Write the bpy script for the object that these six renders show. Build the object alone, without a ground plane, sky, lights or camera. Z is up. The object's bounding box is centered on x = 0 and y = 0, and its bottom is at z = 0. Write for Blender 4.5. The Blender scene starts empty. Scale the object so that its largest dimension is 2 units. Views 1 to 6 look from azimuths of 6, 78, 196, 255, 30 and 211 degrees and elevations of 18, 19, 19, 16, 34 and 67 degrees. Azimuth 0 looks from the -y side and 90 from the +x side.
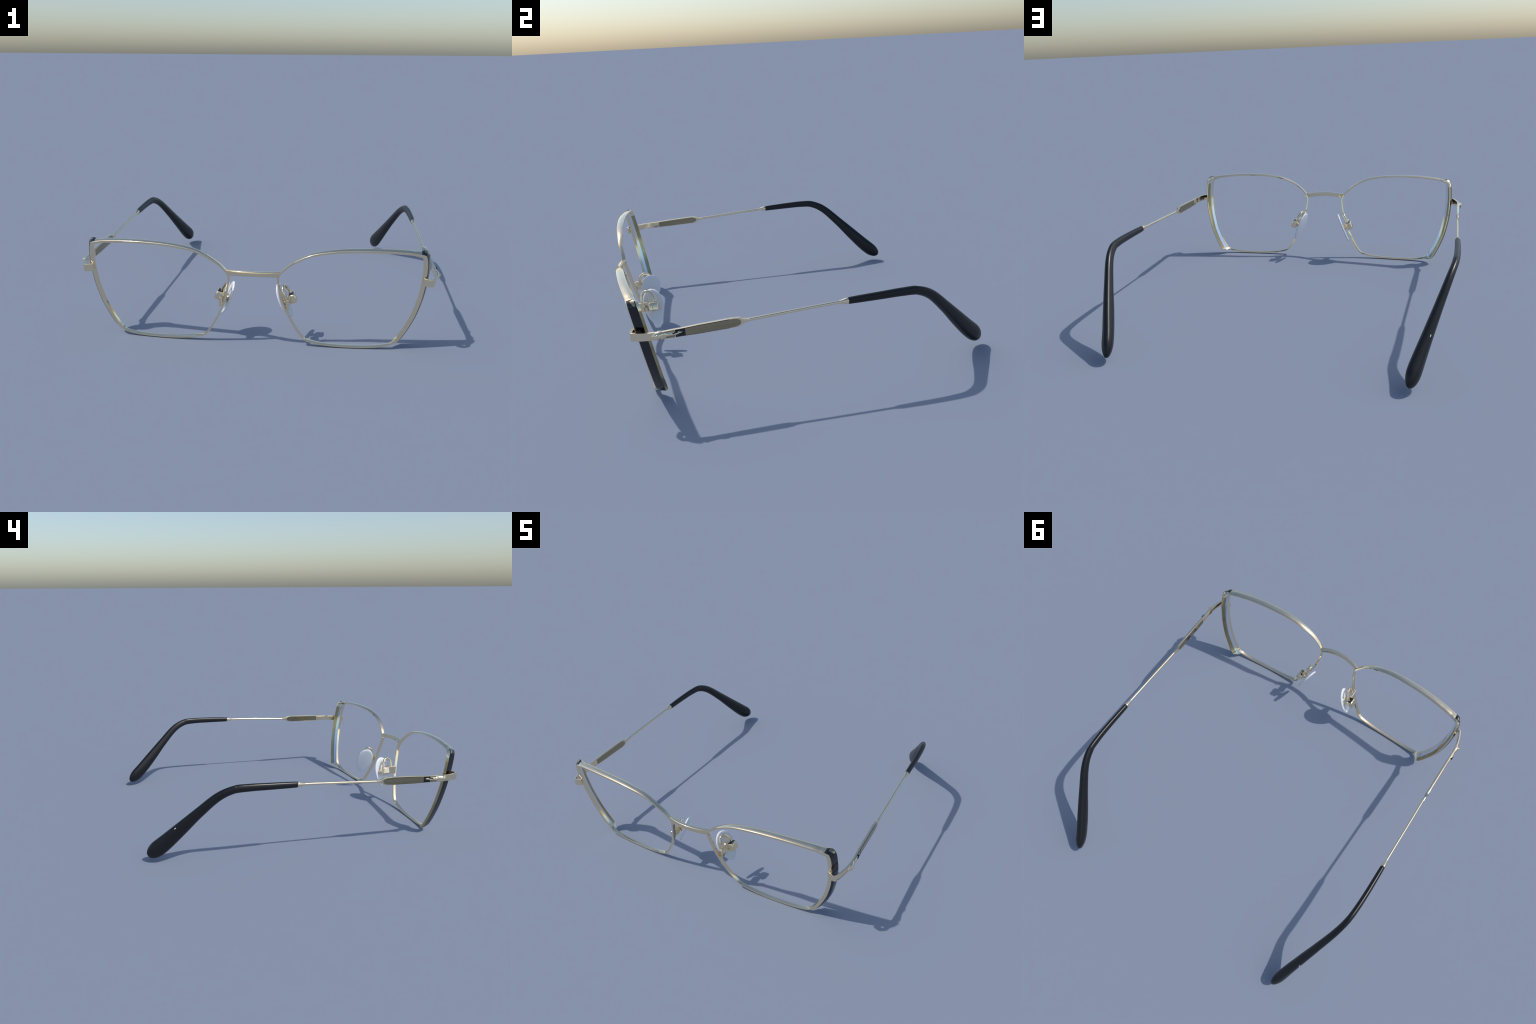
import bpy, bmesh, math
from mathutils import Vector, noise

# ------------------------------------------------------------------ materials
def mat(name, color, metallic=0.0, rough=0.4, bump=0.0, bscale=60.0, var=0.0, vscale=12.0,
        color2=None, coat=0.0, trans=0.0, ior=1.5, spec=0.5, sss=0.0, stretch=None):
    m = bpy.data.materials.new(name); m.use_nodes = True
    nt = m.node_tree; b = nt.nodes["Principled BSDF"]
    b.inputs["Base Color"].default_value = (*color, 1)
    b.inputs["Metallic"].default_value = metallic
    b.inputs["Roughness"].default_value = rough
    b.inputs["IOR"].default_value = ior
    b.inputs["Coat Weight"].default_value = coat
    b.inputs["Coat Roughness"].default_value = 0.08
    b.inputs["Transmission Weight"].default_value = trans
    b.inputs["Specular IOR Level"].default_value = spec
    b.inputs["Subsurface Weight"].default_value = sss
    b.inputs["Subsurface Radius"].default_value = (0.02, 0.02, 0.02)
    tc = nt.nodes.new("ShaderNodeTexCoord")
    if color2:
        n = nt.nodes.new("ShaderNodeTexNoise"); n.inputs["Scale"].default_value = vscale
        n.inputs["Detail"].default_value = 4
        r = nt.nodes.new("ShaderNodeValToRGB")
        r.color_ramp.elements[0].position = 0.35; r.color_ramp.elements[0].color = (*color, 1)
        r.color_ramp.elements[1].position = 0.7; r.color_ramp.elements[1].color = (*color2, 1)
        if stretch:
            mp = nt.nodes.new("ShaderNodeMapping"); mp.inputs["Scale"].default_value = stretch
            nt.links.new(tc.outputs["Object"], mp.inputs["Vector"]); nt.links.new(mp.outputs["Vector"], n.inputs["Vector"])
        else:
            nt.links.new(tc.outputs["Object"], n.inputs["Vector"])
        nt.links.new(n.outputs["Fac"], r.inputs["Fac"])
        nt.links.new(r.outputs["Color"], b.inputs["Base Color"])
    if bump:
        n = nt.nodes.new("ShaderNodeTexNoise"); n.inputs["Scale"].default_value = bscale
        n.inputs["Detail"].default_value = 3
        bm_ = nt.nodes.new("ShaderNodeBump"); bm_.inputs["Strength"].default_value = bump
        bm_.inputs["Distance"].default_value = 0.01
        nt.links.new(tc.outputs["Object"], n.inputs["Vector"])
        nt.links.new(n.outputs["Fac"], bm_.inputs["Height"])
        nt.links.new(bm_.outputs["Normal"], b.inputs["Normal"])
    return m

GOLD = mat("champagne_metal", (0.93, 0.775, 0.52), 1.0, 0.09, bump=0.025, bscale=35, color2=(0.97, 0.82, 0.57), vscale=9)
SILVER = mat("polished_steel", (0.80, 0.85, 0.88), 1.0, 0.12, bump=0.02, bscale=30)
OLIVE = mat("dark_olive_metal", (0.42, 0.36, 0.20), 1.0, 0.16, bump=0.03, bscale=40, color2=(0.52, 0.45, 0.27), vscale=14)
DULL = mat("brushed_panel_metal", (0.36, 0.30, 0.185), 1.0, 0.13, bump=0.03, bscale=50, color2=(0.44, 0.38, 0.25), vscale=1.0, stretch=(60, 3, 170))
BLACK = mat("black_enamel", (0.006, 0.0065, 0.008), 0.0, 0.10, coat=0.2)
TIP = mat("black_acetate", (0.0075, 0.0078, 0.0085), 0.0, 0.33, bump=0.02, bscale=25, spec=0.4)
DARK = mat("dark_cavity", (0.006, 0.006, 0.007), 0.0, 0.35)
PAD = mat("clear_silicone", (0.93, 0.95, 0.97), 0.0, 0.18, trans=0.18, ior=1.40, bump=0.02, bscale=18)
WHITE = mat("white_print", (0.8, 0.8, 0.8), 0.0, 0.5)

# ------------------------------------------------------------------ helpers
def lerp(a, b, t): return a + (b - a) * t
def catmull(P, m, closed):
    P = [Vector(p) for p in P]; n = len(P); out = []
    Q = (lambda i: P[i % n]) if closed else (lambda i: P[i] if 0 <= i < n else (2*P[0]-P[1] if i < 0 else 2*P[-1]-P[-2]))
    for i in range(n if closed else n-1):
        a, b, c, d = Q(i-1), Q(i), Q(i+1), Q(i+2)
        for k in range(m):
            s = k / m
            out.append(0.5*(2*b + (c-a)*s + (2*a-5*b+4*c-d)*s*s + (3*b-a-3*c+d)*s**3))
    if not closed: out.append(P[-1])
    return out
def resample(pts, n, closed):
    L = [0.0]; Q = list(pts) + ([pts[0]] if closed else [])
    for i in range(len(Q)-1): L.append(L[-1] + (Q[i+1]-Q[i]).length)
    out = []; j = 0; cnt = n if closed else n-1
    for k in range(n):
        s = L[-1]*k/cnt
        while j < len(L)-2 and L[j+1] < s: j += 1
        t = (s-L[j])/max(1e-9, L[j+1]-L[j]); out.append(Q[j].lerp(Q[j+1], t))
    return out
def table(keys, x):
    """piecewise smooth interpolation of rows [(pos, (values))]"""
    if x <= keys[0][0]: return keys[0][1]
    for (a, va), (b, vb) in zip(keys, keys[1:]):
        if x <= b:
            t = (x-a)/(b-a); t = t*t*(3-2*t)
            return tuple(lerp(p, q, t) for p, q in zip(va, vb))
    return keys[-1][1]

def spline_table(keys, x):
    """Catmull-Rom interpolation of the same kind of rows, for slim smooth swellings"""
    n = len(keys)
    if x <= keys[0][0]: return keys[0][1]
    if x >= keys[-1][0]: return keys[-1][1]
    i = max(k for k in range(n-1) if keys[k][0] <= x)
    x0, x1 = keys[i][0], keys[i+1][0]; h = x1-x0; t = (x-x0)/h; out = []
    for c in range(len(keys[0][1])):
        y0, y1 = keys[i][1][c], keys[i+1][1][c]
        sl = lambda a, b: (keys[b][1][c]-keys[a][1][c])/(keys[b][0]-keys[a][0])
        m0 = sl(max(i-1, 0), i+1); m1 = sl(i, min(i+2, n-1))
        out.append((2*t**3-3*t*t+1)*y0+(t**3-2*t*t+t)*h*m0+(-2*t**3+3*t*t)*y1+(t**3-t*t)*h*m1)
    return tuple(out)

def make(name, verts, faces, material, parent, sx=1, angle=35, sub=0, bev=0.0):
    me = bpy.data.meshes.new(name)
    me.from_pydata([(v[0]*sx, v[1], v[2]) for v in verts], [], faces)
    bm = bmesh.new(); bm.from_mesh(me)
    bmesh.ops.recalc_face_normals(bm, faces=bm.faces)
    if bev:
        ed = [e for e in bm.edges if len(e.link_faces) == 2 and e.calc_face_angle(0) > math.radians(30)]
        bmesh.ops.bevel(bm, geom=ed, offset=bev, segments=3, affect='EDGES', profile=0.5, clamp_overlap=True)
    bm.to_mesh(me); bm.free()
    me.materials.append(material)
    for p in me.polygons: p.use_smooth = True
    me.set_sharp_from_angle(angle=math.radians(angle))
    ob = bpy.data.objects.new(name, me); bpy.context.scene.collection.objects.link(ob)
    if parent: ob.parent = parent
    return ob
def loft(rings, closed, caps=True):
    m = len(rings[0]); n = len(rings); V = [v for r in rings for v in r]; F = []
    for i in range(n if closed else n-1):
        j = (i+1) % n
        for k in range(m):
            l = (k+1) % m
            F.append((i*m+k, i*m+l, j*m+l, j*m+k))
    if not closed and caps:
        F.append(tuple(range(m))[::-1]); F.append(tuple((n-1)*m+k for k in range(m)))
    return V, F
def round_poly(poly, r, seg=3):
    """round the corners of a 2D polygon"""
    out = []; n = len(poly)
    for i in range(n):
        p = Vector(poly[i]); a = Vector(poly[i-1])-p; b = Vector(poly[(i+1) % n])-p
        d = min(r, a.length*0.45, b.length*0.45)
        A = p+a.normalized()*d; B = p+b.normalized()*d
        for k in range(seg+1):
            t = k/seg; out.append((1-t)**2*A+2*t*(1-t)*p+t*t*B)
    return out
def tube(path, prof, up):
    """sweep: prof(i, t) -> list of (side, up) offsets; up(i) -> approximate up vector"""
    rings = []; n = len(path)
    for i, p in enumerate(path):
        t = (path[min(i+1, n-1)]-path[max(i-1, 0)]).normalized()
        u = up(i); u = (u-t*u.dot(t)).normalized(); s = t.cross(u)
        rings.append([p+s*a+u*b for a, b in prof(i, i/(n-1))])
    return loft(rings, False)
def ellipse(a, b, m=16, e=1.0):
    out = []
    for k in range(m):
        c, s = math.cos(2*math.pi*k/m), math.sin(2*math.pi*k/m)
        out.append((a*math.copysign(abs(c)**e, c), b*math.copysign(abs(s)**e, s)))
    return out
def box(c, hx, hy, hz, ax=None):
    ax = ax or (Vector((1,0,0)), Vector((0,1,0)), Vector((0,0,1)))
    V = [Vector(c)+ax[0]*hx*i+ax[1]*hy*j+ax[2]*hz*k for i in (-1,1) for j in (-1,1) for k in (-1,1)]
    F = [(0,1,3,2),(4,6,7,5),(0,4,5,1),(2,3,7,6),(0,2,6,4),(1,5,7,3)]
    return V, F

root = bpy.data.objects.new("eyeglasses", None); bpy.context.scene.collection.objects.link(root)
root["label"] = "cat-eye eyeglasses with thin champagne metal frame and black temple tips"
root["category"] = "eyeglasses"

# ------------------------------------------------------------------ rim geometry
def ys(x, z):            # gently curved, tilted lens surface that the rims follow
    X, Z = x-0.5, z-0.3
    return -0.9308+0.0479*X-0.2122*Z+0.1603*X*X+0.0397*X*Z+0.0625*Z*Z
def surf(x, z): return Vector((x, ys(x, z), z))
def back_dir(x, z):      # the rim band runs almost straight back
    return Vector((0.0, 1.0, 0.02)).normalized()

RIM = [(0.134,0.432),(0.160,0.467),(0.188,0.493),(0.225,0.520),(0.277,0.547),(0.330,0.565),(0.384,0.5755),
       (0.436,0.5825),(0.489,0.5865),(0.542,0.5885),(0.594,0.5895),(0.647,0.5885),(0.699,0.5865),(0.752,0.5825),
       (0.805,0.5775),(0.848,0.5685),(0.8705,0.5580),(0.8790,0.526),(0.882,0.483),(0.883,0.445),(0.881,0.401),
       (0.875,0.337),(0.863,0.272),(0.846,0.205),(0.823,0.145),(0.801,0.097),(0.780,0.060),(0.757,0.036),
       (0.723,0.022),(0.667,0.012),(0.611,0.008),(0.554,0.007),(0.497,0.007),(0.439,0.009),(0.381,0.014),
       (0.328,0.023),(0.283,0.037),(0.257,0.063),(0.226,0.113),(0.196,0.171),(0.171,0.228),(0.152,0.288),
       (0.138,0.353),(0.131,0.400)]
NS = 420
rim2 = resample(catmull([(x, 0, z) for x, z in RIM], 12, True), NS, True)
# arc position of a landmark
def at(x, z): return min(range(NS), key=lambda i: (rim2[i].x-x)**2+(rim2[i].z-z)**2)/NS
#  rows: front half width, depth of outer crest, crest outward, total depth, outer back, inner back,
#        depth of the front wire, start of the wall behind it, forward shift, bulge of outer face
WIRE = (0.0046, 0.0105, 0.0056, 0.0215, 0.0062, -0.0040, 0.0195, -0.0042, -0.0095, 0.0003)
SIDE = (0.0100, 0.0480, 0.0275, 0.0615, 0.0205, 0.0150, 0.0185, 0.0040, 0.0, 0.0012)
KEYS = [(0.0, WIRE),
        (at(.20,.50),   (0.0052,0.014,0.0062,0.024,0.005,-0.003,0.019,-0.004,-0.0065,0.001)),
        (at(.33,.565),  (0.0055,0.028,0.0085,0.036,0.005,-0.002,0.019,-0.003,0.0,0.0025)),
        (at(.54,.59),   (0.0058,0.034,0.0090,0.042,0.005,-0.002,0.019,-0.002,0.0025,0.0032)),
        (at(.82,.576),  (0.0065,0.036,0.0115,0.045,0.007,-0.001,0.019,0.000,0.0025,0.0032)),
        (at(.852,.567), (0.0075,0.039,0.0165,0.050,0.010,0.003,0.0185,0.001,0.0,0.0028)),
        (at(.868,.559), (0.0090,0.045,0.0295,0.058,0.020,0.012,0.0185,0.003,0.0,0.0018)),
        (at(.877,.536), SIDE), (at(.774,.050), SIDE),
        (at(.764,.040), (0.0075,0.034,0.020,0.047,0.014,0.008,0.0185,0.001,-0.003,0.0008)),
        (at(.735,.025), WIRE), (1.0, WIRE)]
def frame_at(i):
    p = rim2[i % NS]; t = (surf(rim2[(i+1) % NS].x, rim2[(i+1) % NS].z)-surf(rim2[i-1].x, rim2[i-1].z)).normalized()
    b = back_dir(p.x, p.z); o = t.cross(b).normalized()
    if o.dot(Vector((p.x-0.52, 0, p.z-0.31))) < 0: o = -o
    return surf(p.x, p.z), o, b
def section(i): return table(KEYS, (i % NS)/NS)
def outer_face(f, D, a, bulge, n=5):
    """gently convex line from the front edge to the crest"""
    A, B = Vector((0.0, f)), Vector((D, a)); d = (B-A); nn = Vector((-d.y, d.x)).normalized()
    return [A+d*t+nn*(4*bulge*t*(1-t)) for t in [k/n for k in range(n+1)]]

def build_rim(sx):
    rings = []
    for i in range(NS):
        p, o, b = frame_at(i); f, D, a, Db, bo, bi, fd, wi, sh, bul = section(i)
        p = p+b*sh
        face = outer_face(f, D, a, bul)
        head = round_poly([(0, -f), tuple(face[0]), tuple(face[1])], 0.0018, 2)[:6]   # rounded front edges
        tail = [(Db, bo), (Db, bi), (lerp(fd, Db, 0.42), wi), (min(fd, Db-0.0008), -f)]
        poly = list(head)+face[1:]+[Vector(q) for q in tail]
        rings.append([p+b*q[0]+o*q[1] for q in poly])
    V, F = loft(rings, True)
    rim = make("rim", V, F, GOLD, root, sx, angle=40)
    rim.data.materials.append(SILVER); rim.data.materials.append(OLIVE)
    m = len(rings[0]); j0, j1 = int(at(.870,.552)*NS), int(at(.766,.042)*NS)
    for p_ in rim.data.polygons:                      # polygons keep the order of the loft
        i, k = divmod(p_.index, m)
        if j0 <= i <= j1 and k == m-2: p_.material_index = 1
        if j0+4 <= i <= j1-3 and k in (m-5, m-3): p_.material_index = 2
    # black enamel laid over the outer face from the upper corner to the lower corner
    i0, i1 = int(at(.851,.568)*NS), int(at(.775,.053)*NS)
    rings = []
    for i in range(i0, i1+1):
        p, o, b = frame_at(i); f, D, a, Db, bo, bi, fd, wi, sh, bul = section(i)
        p = p+b*sh
        e = max(0.2, min(1.0, (i-i0)/3.0, (i1-i)/4.0))
        face = outer_face(f, D, a, bul, 10)[1:]
        dd = (face[-1]-face[0]).normalized(); nn = Vector((-dd.y, dd.x))
        q = [face[0]-nn*0.002]+[w+nn*0.0016*e for w in face]+[face[-1]-nn*0.002]
        rings.append([p+b*w.x+o*w.y for w in q])
    V, F = loft(rings, False)
    make("enamel_inlay", V, F, BLACK, rim, sx, angle=50)
    # small olive window set into the enamel on top of the corner
    c0, c1 = i0+2, int(at(.8725,.552)*NS); rings = []
    for i in range(c0, c1+1):
        p, o, b = frame_at(i); f, D, a, Db, bo, bi, fd, wi, sh, bul = section(i)
        p = p+b*sh
        t = (i-c0)/(c1-c0); lo = 6 if t < 0.25 else lerp(6, 8.6, (t-0.25)/0.75)
        face = outer_face(f, D, a, bul, 24); nn = Vector((-(face[-1]-face[0]).y, (face[-1]-face[0]).x)).normalized()
        A, B = int(lo*2), 22
        sel = [face[A+round((B-A)*k/4)] for k in range(5)]
        q = [sel[0]-nn*0.001]+[w+nn*0.0024 for w in sel]+[sel[-1]-nn*0.001]
        rings.append([p+b*w.x+o*w.y for w in q])
    V, F = loft(rings, False)
    make("corner_inlay", V, F, OLIVE, rim, sx, angle=50)
    return rim

# ------------------------------------------------------------------ temples
TC = [(0.951,-0.40,0.4395),(0.951,-0.20,0.4508),(0.950,0.0,0.4614),(0.950,0.127,0.4666),(0.950,0.301,0.4709),(0.946,0.420,0.472),
      (0.937,0.506,0.464),(0.913,0.595,0.419),(0.871,0.701,0.319),(0.829,0.801,0.216),(0.790,0.898,0.119),(0.758,0.992,0.038)]
tpath = catmull(TC, 16, False)
def up_t(path):
    def f(i):
        t = (path[min(i+1, len(path)-1)]-path[max(i-1, 0)]).normalized()
        lat = Vector((0.97, 0, -0.25)) if t.z < -0.2 else Vector((1, 0, 0))
        return lat.cross(t)
    return f
def sub_path(y0, y1, n):
    q = [p for p in tpath if y0-0.02 <= p.y <= y1+0.02]
    # trim to exact y range
    def atY(y):
        for a, b in zip(tpath, tpath[1:]):
            if a.y <= y <= b.y: return a.lerp(b, (y-a.y)/(b.y-a.y))
        return tpath[0] if y < tpath[0].y else tpath[-1]
    q = [atY(y0)]+[p for p in tpath if y0+1e-4 < p.y < y1-1e-4]+[atY(y1)]
    return resample(q, n, False)

def build_temple(sx):
    # strap end piece + flat plate: one swept bar with changing height
    SP = [(0.8785,-0.9190,0.424),(0.884,-0.9222,0.4235),(0.892,-0.9265,0.423),(0.904,-0.9305,0.4225),(0.916,-0.9315,0.4225),
          (0.9245,-0.927,0.4225),(0.928,-0.917,0.4225),(0.938,-0.892,0.423),(0.950,-0.845,0.4250),(0.9565,-0.79,0.4275),
          (0.9560,-0.72,0.4290),(0.9545,-0.60,0.4330),(0.953,-0.50,0.4365),(0.951,-0.40,0.4395),(0.951,-0.372,0.4410)]
    path = resample(catmull(SP, 14, False), 170, False)
    Zk = [(-0.95,(0.0212,0.006)),(-0.86,(0.0205,0.006)),(-0.80,(0.0195,0.0065)),(-0.72,(0.0215,0.0068)),(-0.60,(0.0245,0.0070)),
          (-0.455,(0.0255,0.0070)),(-0.425,(0.0235,0.0070)),(-0.395,(0.0105,0.0068)),(-0.372,(0.0076,0.0070))]
    def prof(i, t):
        h, w = table(Zk, path[i].y)
        return [(q.x, q.y) for q in round_poly([(-w,-h),(w,-h),(w,h),(-w,h)], 0.003, 2)]
    V, F = tube(path, prof, lambda i: Vector((0,0,1)))
    temple = make("temple", V, F, GOLD, root, sx)
    # thin rod
    path2 = sub_path(-0.39, 0.10, 60)
    V, F = tube(path2, lambda i, t: ellipse(0.0075, 0.0083, 14), up_t(path2))
    make("temple_rod", V, F, GOLD, temple, sx)
    # flared collar that grips the sleeve
    path3 = sub_path(0.070, 0.129, 24)
    def pc(i, t):
        e = t*t*(3-2*t); k = 1.0 if t < 0.93 else 1-0.10*(t-0.93)/0.07
        return ellipse(lerp(0.0066, 0.0150, e)*k, lerp(0.0072, 0.0182, e)*k, 20)
    V, F = tube(path3, pc, up_t(path3))
    make("collar", V, F, GOLD, temple, sx)
    # curved acetate sleeve
    path4 = sub_path(0.125, 0.992, 170)
    #      y position: half width, half height, twist in degrees
    Wk = [(0.125,(0.0138,0.0178,0)),(0.20,(0.0150,0.0198,0)),(0.42,(0.0168,0.0230,0)),(0.55,(0.0182,0.0255,4)),(0.70,(0.0225,0.0315,10)),
          (0.80,(0.0270,0.0405,16)),(0.90,(0.0302,0.0480,28)),(0.95,(0.0295,0.0485,32)),(0.992,(0.0275,0.0455,34))]
    def ps(i, t):
        y = path4[i].y; w, h, tw = spline_table(Wk, y); tail = 1.0; tw = math.radians(tw)
        if y > 0.925: tail = math.sqrt(max(0.0, 1-((y-0.925)/0.067)**2.2))
        if t < 0.012: tail = 0.93+0.07*t/0.012
        c, s_ = math.cos(tw), math.sin(tw)
        return [(a*c-b*s_, a*s_+b*c) for a, b in ellipse(max(w*tail, 0.0008), max(h*tail, 0.0012), 28, 0.95)]
    V, F = tube(path4, ps, up_t(path4))
    make("temple_tip", V, F, TIP, temple, sx, angle=60)

    # decorated outer face of the plate: black enamel bed, dull panel, leaf and hinge screw
    def strip(name, y0, y1, inset, lift, material, side=1, n=50, round_end=0.0, round_start=0.0, thick=0.002):
        q = [p for p in path if y0 <= p.y <= y1 and p.x > 0.94]
        q = resample(q, n, False); rings = []
        for i, p in enumerate(q):
            t = (q[min(i+1, n-1)]-q[max(i-1, 0)]).normalized(); u = Vector((0,0,1)); u = (u-t*u.dot(t)).normalized()
            s = Vector((1,0,0)); s = (s-t*s.dot(t)).normalized()*side
            h, w = table(Zk, p.y); h -= inset
            de, ds = y1-p.y, p.y-y0
            if round_end and de < round_end: h *= max(0.12, math.sqrt(max(0, 1-(1-de/round_end)**2)))
            if round_start and ds < round_start: h *= max(0.12, math.sqrt(max(0, 1-(1-ds/round_start)**2)))
            rings.append([p+s*(w-0.002)-u*h, p+s*(w+lift)-u*h, p+s*(w+lift)+u*h, p+s*(w-0.002)+u*h])
        V, F = loft(rings, False)
        return make(name, V, F, material, temple, sx)
    strip("enamel_bed", -0.732, -0.455, 0.0026, 0.0008, BLACK, 1, round_end=0.02)
    strip("side_panel", -0.683, -0.412, 0.0046, 0.0018, DULL, 1, round_end=0.035)
    strip("side_panel", -0.792, -0.731, 0.0030, 0.0008, DULL, 1, n=14)
    strip("inner_panel", -0.70, -0.415, 0.004, 0.0010, DULL, -1, round_end=0.035)
    # sculpted ornament: a lumpy gold boss that tapers into a pointed snout
    OK = [(-0.842,(0.004,0.004)),(-0.828,(0.0170,0.0120)),(-0.808,(0.0215,0.0175)),(-0.785,(0.0180,0.0125)),(-0.762,(0.0125,0.0100)),
          (-0.738,(0.0110,0.0135)),(-0.722,(0.0095,0.0130)),(-0.708,(0.0060,0.0080)),(-0.694,(0.0018,0.0030))]
    rings = []; n = 44; m = 18
    for i in range(n):
        y = lerp(-0.842, -0.694, i/(n-1)); w, h = spline_table(OK, y); r = []
        for k in range(m):
            a = 2*math.pi*k/m; up_ = math.sin(a)
            v = Vector((0.959+max(0.0, up_)*h-0.010*(up_ < 0), y, 0.4262+0.060*(y+0.81)+math.cos(a)*w))
            if up_ > 0: v.x += 0.0028*noise.noise(v*95)*up_
            v.z += 0.0016*noise.noise(v*80+Vector((3, 1, 7)))
            r.append(v)
        rings.append(r)
    V, F = loft(rings, False)
    make("hinge_ornament", V, F, GOLD, temple, sx, angle=50)
    rings = []
    for i, (d, r) in enumerate([(0.960,0.0085),(0.975,0.0090),(0.978,0.0075),(0.9795,0.004)]):
        rings.append([Vector((d, -0.815+r*math.cos(a), 0.4285+r*math.sin(a))) for a in [2*math.pi*k/16 for k in range(16)]])
    V, F = loft(rings, False)
    make("hinge_screw", V, F, GOLD, temple, sx, angle=50)
    V, F = box((0.968, -0.730, 0.4365), 0.0055, 0.013, 0.0035, (Vector((1,0,0)), Vector((0,0.98,0.2)), Vector((0,-0.2,0.98))))
    make("ornament_slot", V, F, BLACK, temple, sx, bev=0.001)
    return temple

# ------------------------------------------------------------------ nose pads
def build_pad(sx):
    c = Vector((0.1570, -0.811, 0.2370))
    L = Vector((0.118-0.199, -0.822+0.801, 0.333-0.143)).normalized()
    S = Vector((0.27, 1.0, 0.0)); S = (S-L*S.dot(L)).normalized(); N = L.cross(S).normalized()
    if N.x < 0: N = -N
    rings = []; m = 40
    for d, k in [(-0.0066,0.84),(-0.0056,0.94),(-0.002,1.0),(0.002,1.0),(0.0060,0.95),(0.0072,0.86),(0.0060,0.78),(0.0030,0.70)]:
        r = []
        for j in range(m):
            a = 2*math.pi*j/m; l = math.cos(a); s = math.sin(a)
            wid = 0.060*(1.0+0.16*l-0.05*l*l)
            p = c+L*(0.107*k*l)+S*(wid*k*s)
            p += N*(d-0.001*s*s+0.002*l*l)
            r.append(p)
        rings.append(r)
    V, F = loft(rings, False)
    pad = make("nose_pad", V, F, PAD, root, sx, angle=60)
    # tab soldered to the rim
    ax = (Vector((0.97,-0.1,0.2)).normalized(),)
    V, F = box((0.182, -0.872, 0.2515), 0.0085, 0.036, 0.0280)
    make("pad_arm", V, F, GOLD, pad, sx, bev=0.003)
    # arched wire loop
    P = [(0.176,-0.872,0.255),(0.164,-0.879,0.285),(0.154,-0.874,0.318),(0.153,-0.852,0.337),(0.162,-0.826,0.330),(0.180,-0.808,0.300),(0.196,-0.806,0.268)]
    q = resample(catmull(P, 10, False), 50, False)
    V, F = tube(q, lambda i, t: ellipse(0.0082, 0.0082, 12), lambda i: Vector((1, 0.3, 0.2)))
    make("pad_arm_loop", V, F, GOLD, pad, sx, angle=60)
    # holder box with black top plate and peg into the pad
    ax = (Vector((0.93,0.0,0.36)), Vector((0,1,0)), Vector((-0.36,0,0.93)))
    V, F = box((0.204, -0.814, 0.2575), 0.0205, 0.0275, 0.0255, ax)
    make("pad_holder", V, F, GOLD, pad, sx, bev=0.008)
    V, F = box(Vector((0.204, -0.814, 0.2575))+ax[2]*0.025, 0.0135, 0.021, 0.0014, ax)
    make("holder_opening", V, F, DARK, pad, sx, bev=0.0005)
    q = [c+N*0.002, c+N*0.018, c+N*0.034]
    q = resample([Vector((0.203,-0.816,0.256)), Vector((0.185,-0.816,0.250)), c+N*0.004], 10, False)
    V, F = tube(q, lambda i, t: ellipse(0.011+0.015*t*t, 0.011+0.015*t*t, 20), lambda i: Vector((0,0,1)))
    make("pad_peg", V, F, GOLD, pad, sx, angle=50)

# ------------------------------------------------------------------ bridge
def build_bridge():
    P = [(-0.1345,-0.953,0.4390),(-0.126,-0.958,0.4405),(-0.10,-0.969,0.4435),(-0.05,-0.981,0.4468),(0,-0.985,0.448),
         (0.05,-0.981,0.4468),(0.10,-0.969,0.4435),(0.126,-0.958,0.4405),(0.1345,-0.953,0.4390)]
    q = resample(catmull(P, 10, False), 60, False)
    def prof(i, t):
        h = lerp(0.0132, 0.0150, abs(2*t-1)**2); w = 0.0118
        return [(v.x, v.y) for v in round_poly([(-w,-h),(w,-h),(w,h),(-w,h)], 0.004, 3)]
    V, F = tube(q, prof, lambda i: Vector((0,0.12,1)))
    make("bridge", V, F, GOLD, root)

for s in (1, -1):
    build_rim(s); build_temple(s); build_pad(s)
build_bridge()

# small white dash on the outer side of one sleeve
tip = [o for o in bpy.data.objects if o.name.startswith("temple_tip") and o.bound_box[0][0] < -0.5][0]
cand = min(tip.data.polygons, key=lambda p: (p.center-Vector((-0.846, 0.837, 0.232))).length)
n = cand.normal; t = Vector((0.04, 0.0985, -0.1)).normalized(); t = (t-n*t.dot(n)).normalized(); u = n.cross(t)
V, F = box(cand.center+n*0.0006, 0.006, 0.0022, 0.0012, (t, u, n))
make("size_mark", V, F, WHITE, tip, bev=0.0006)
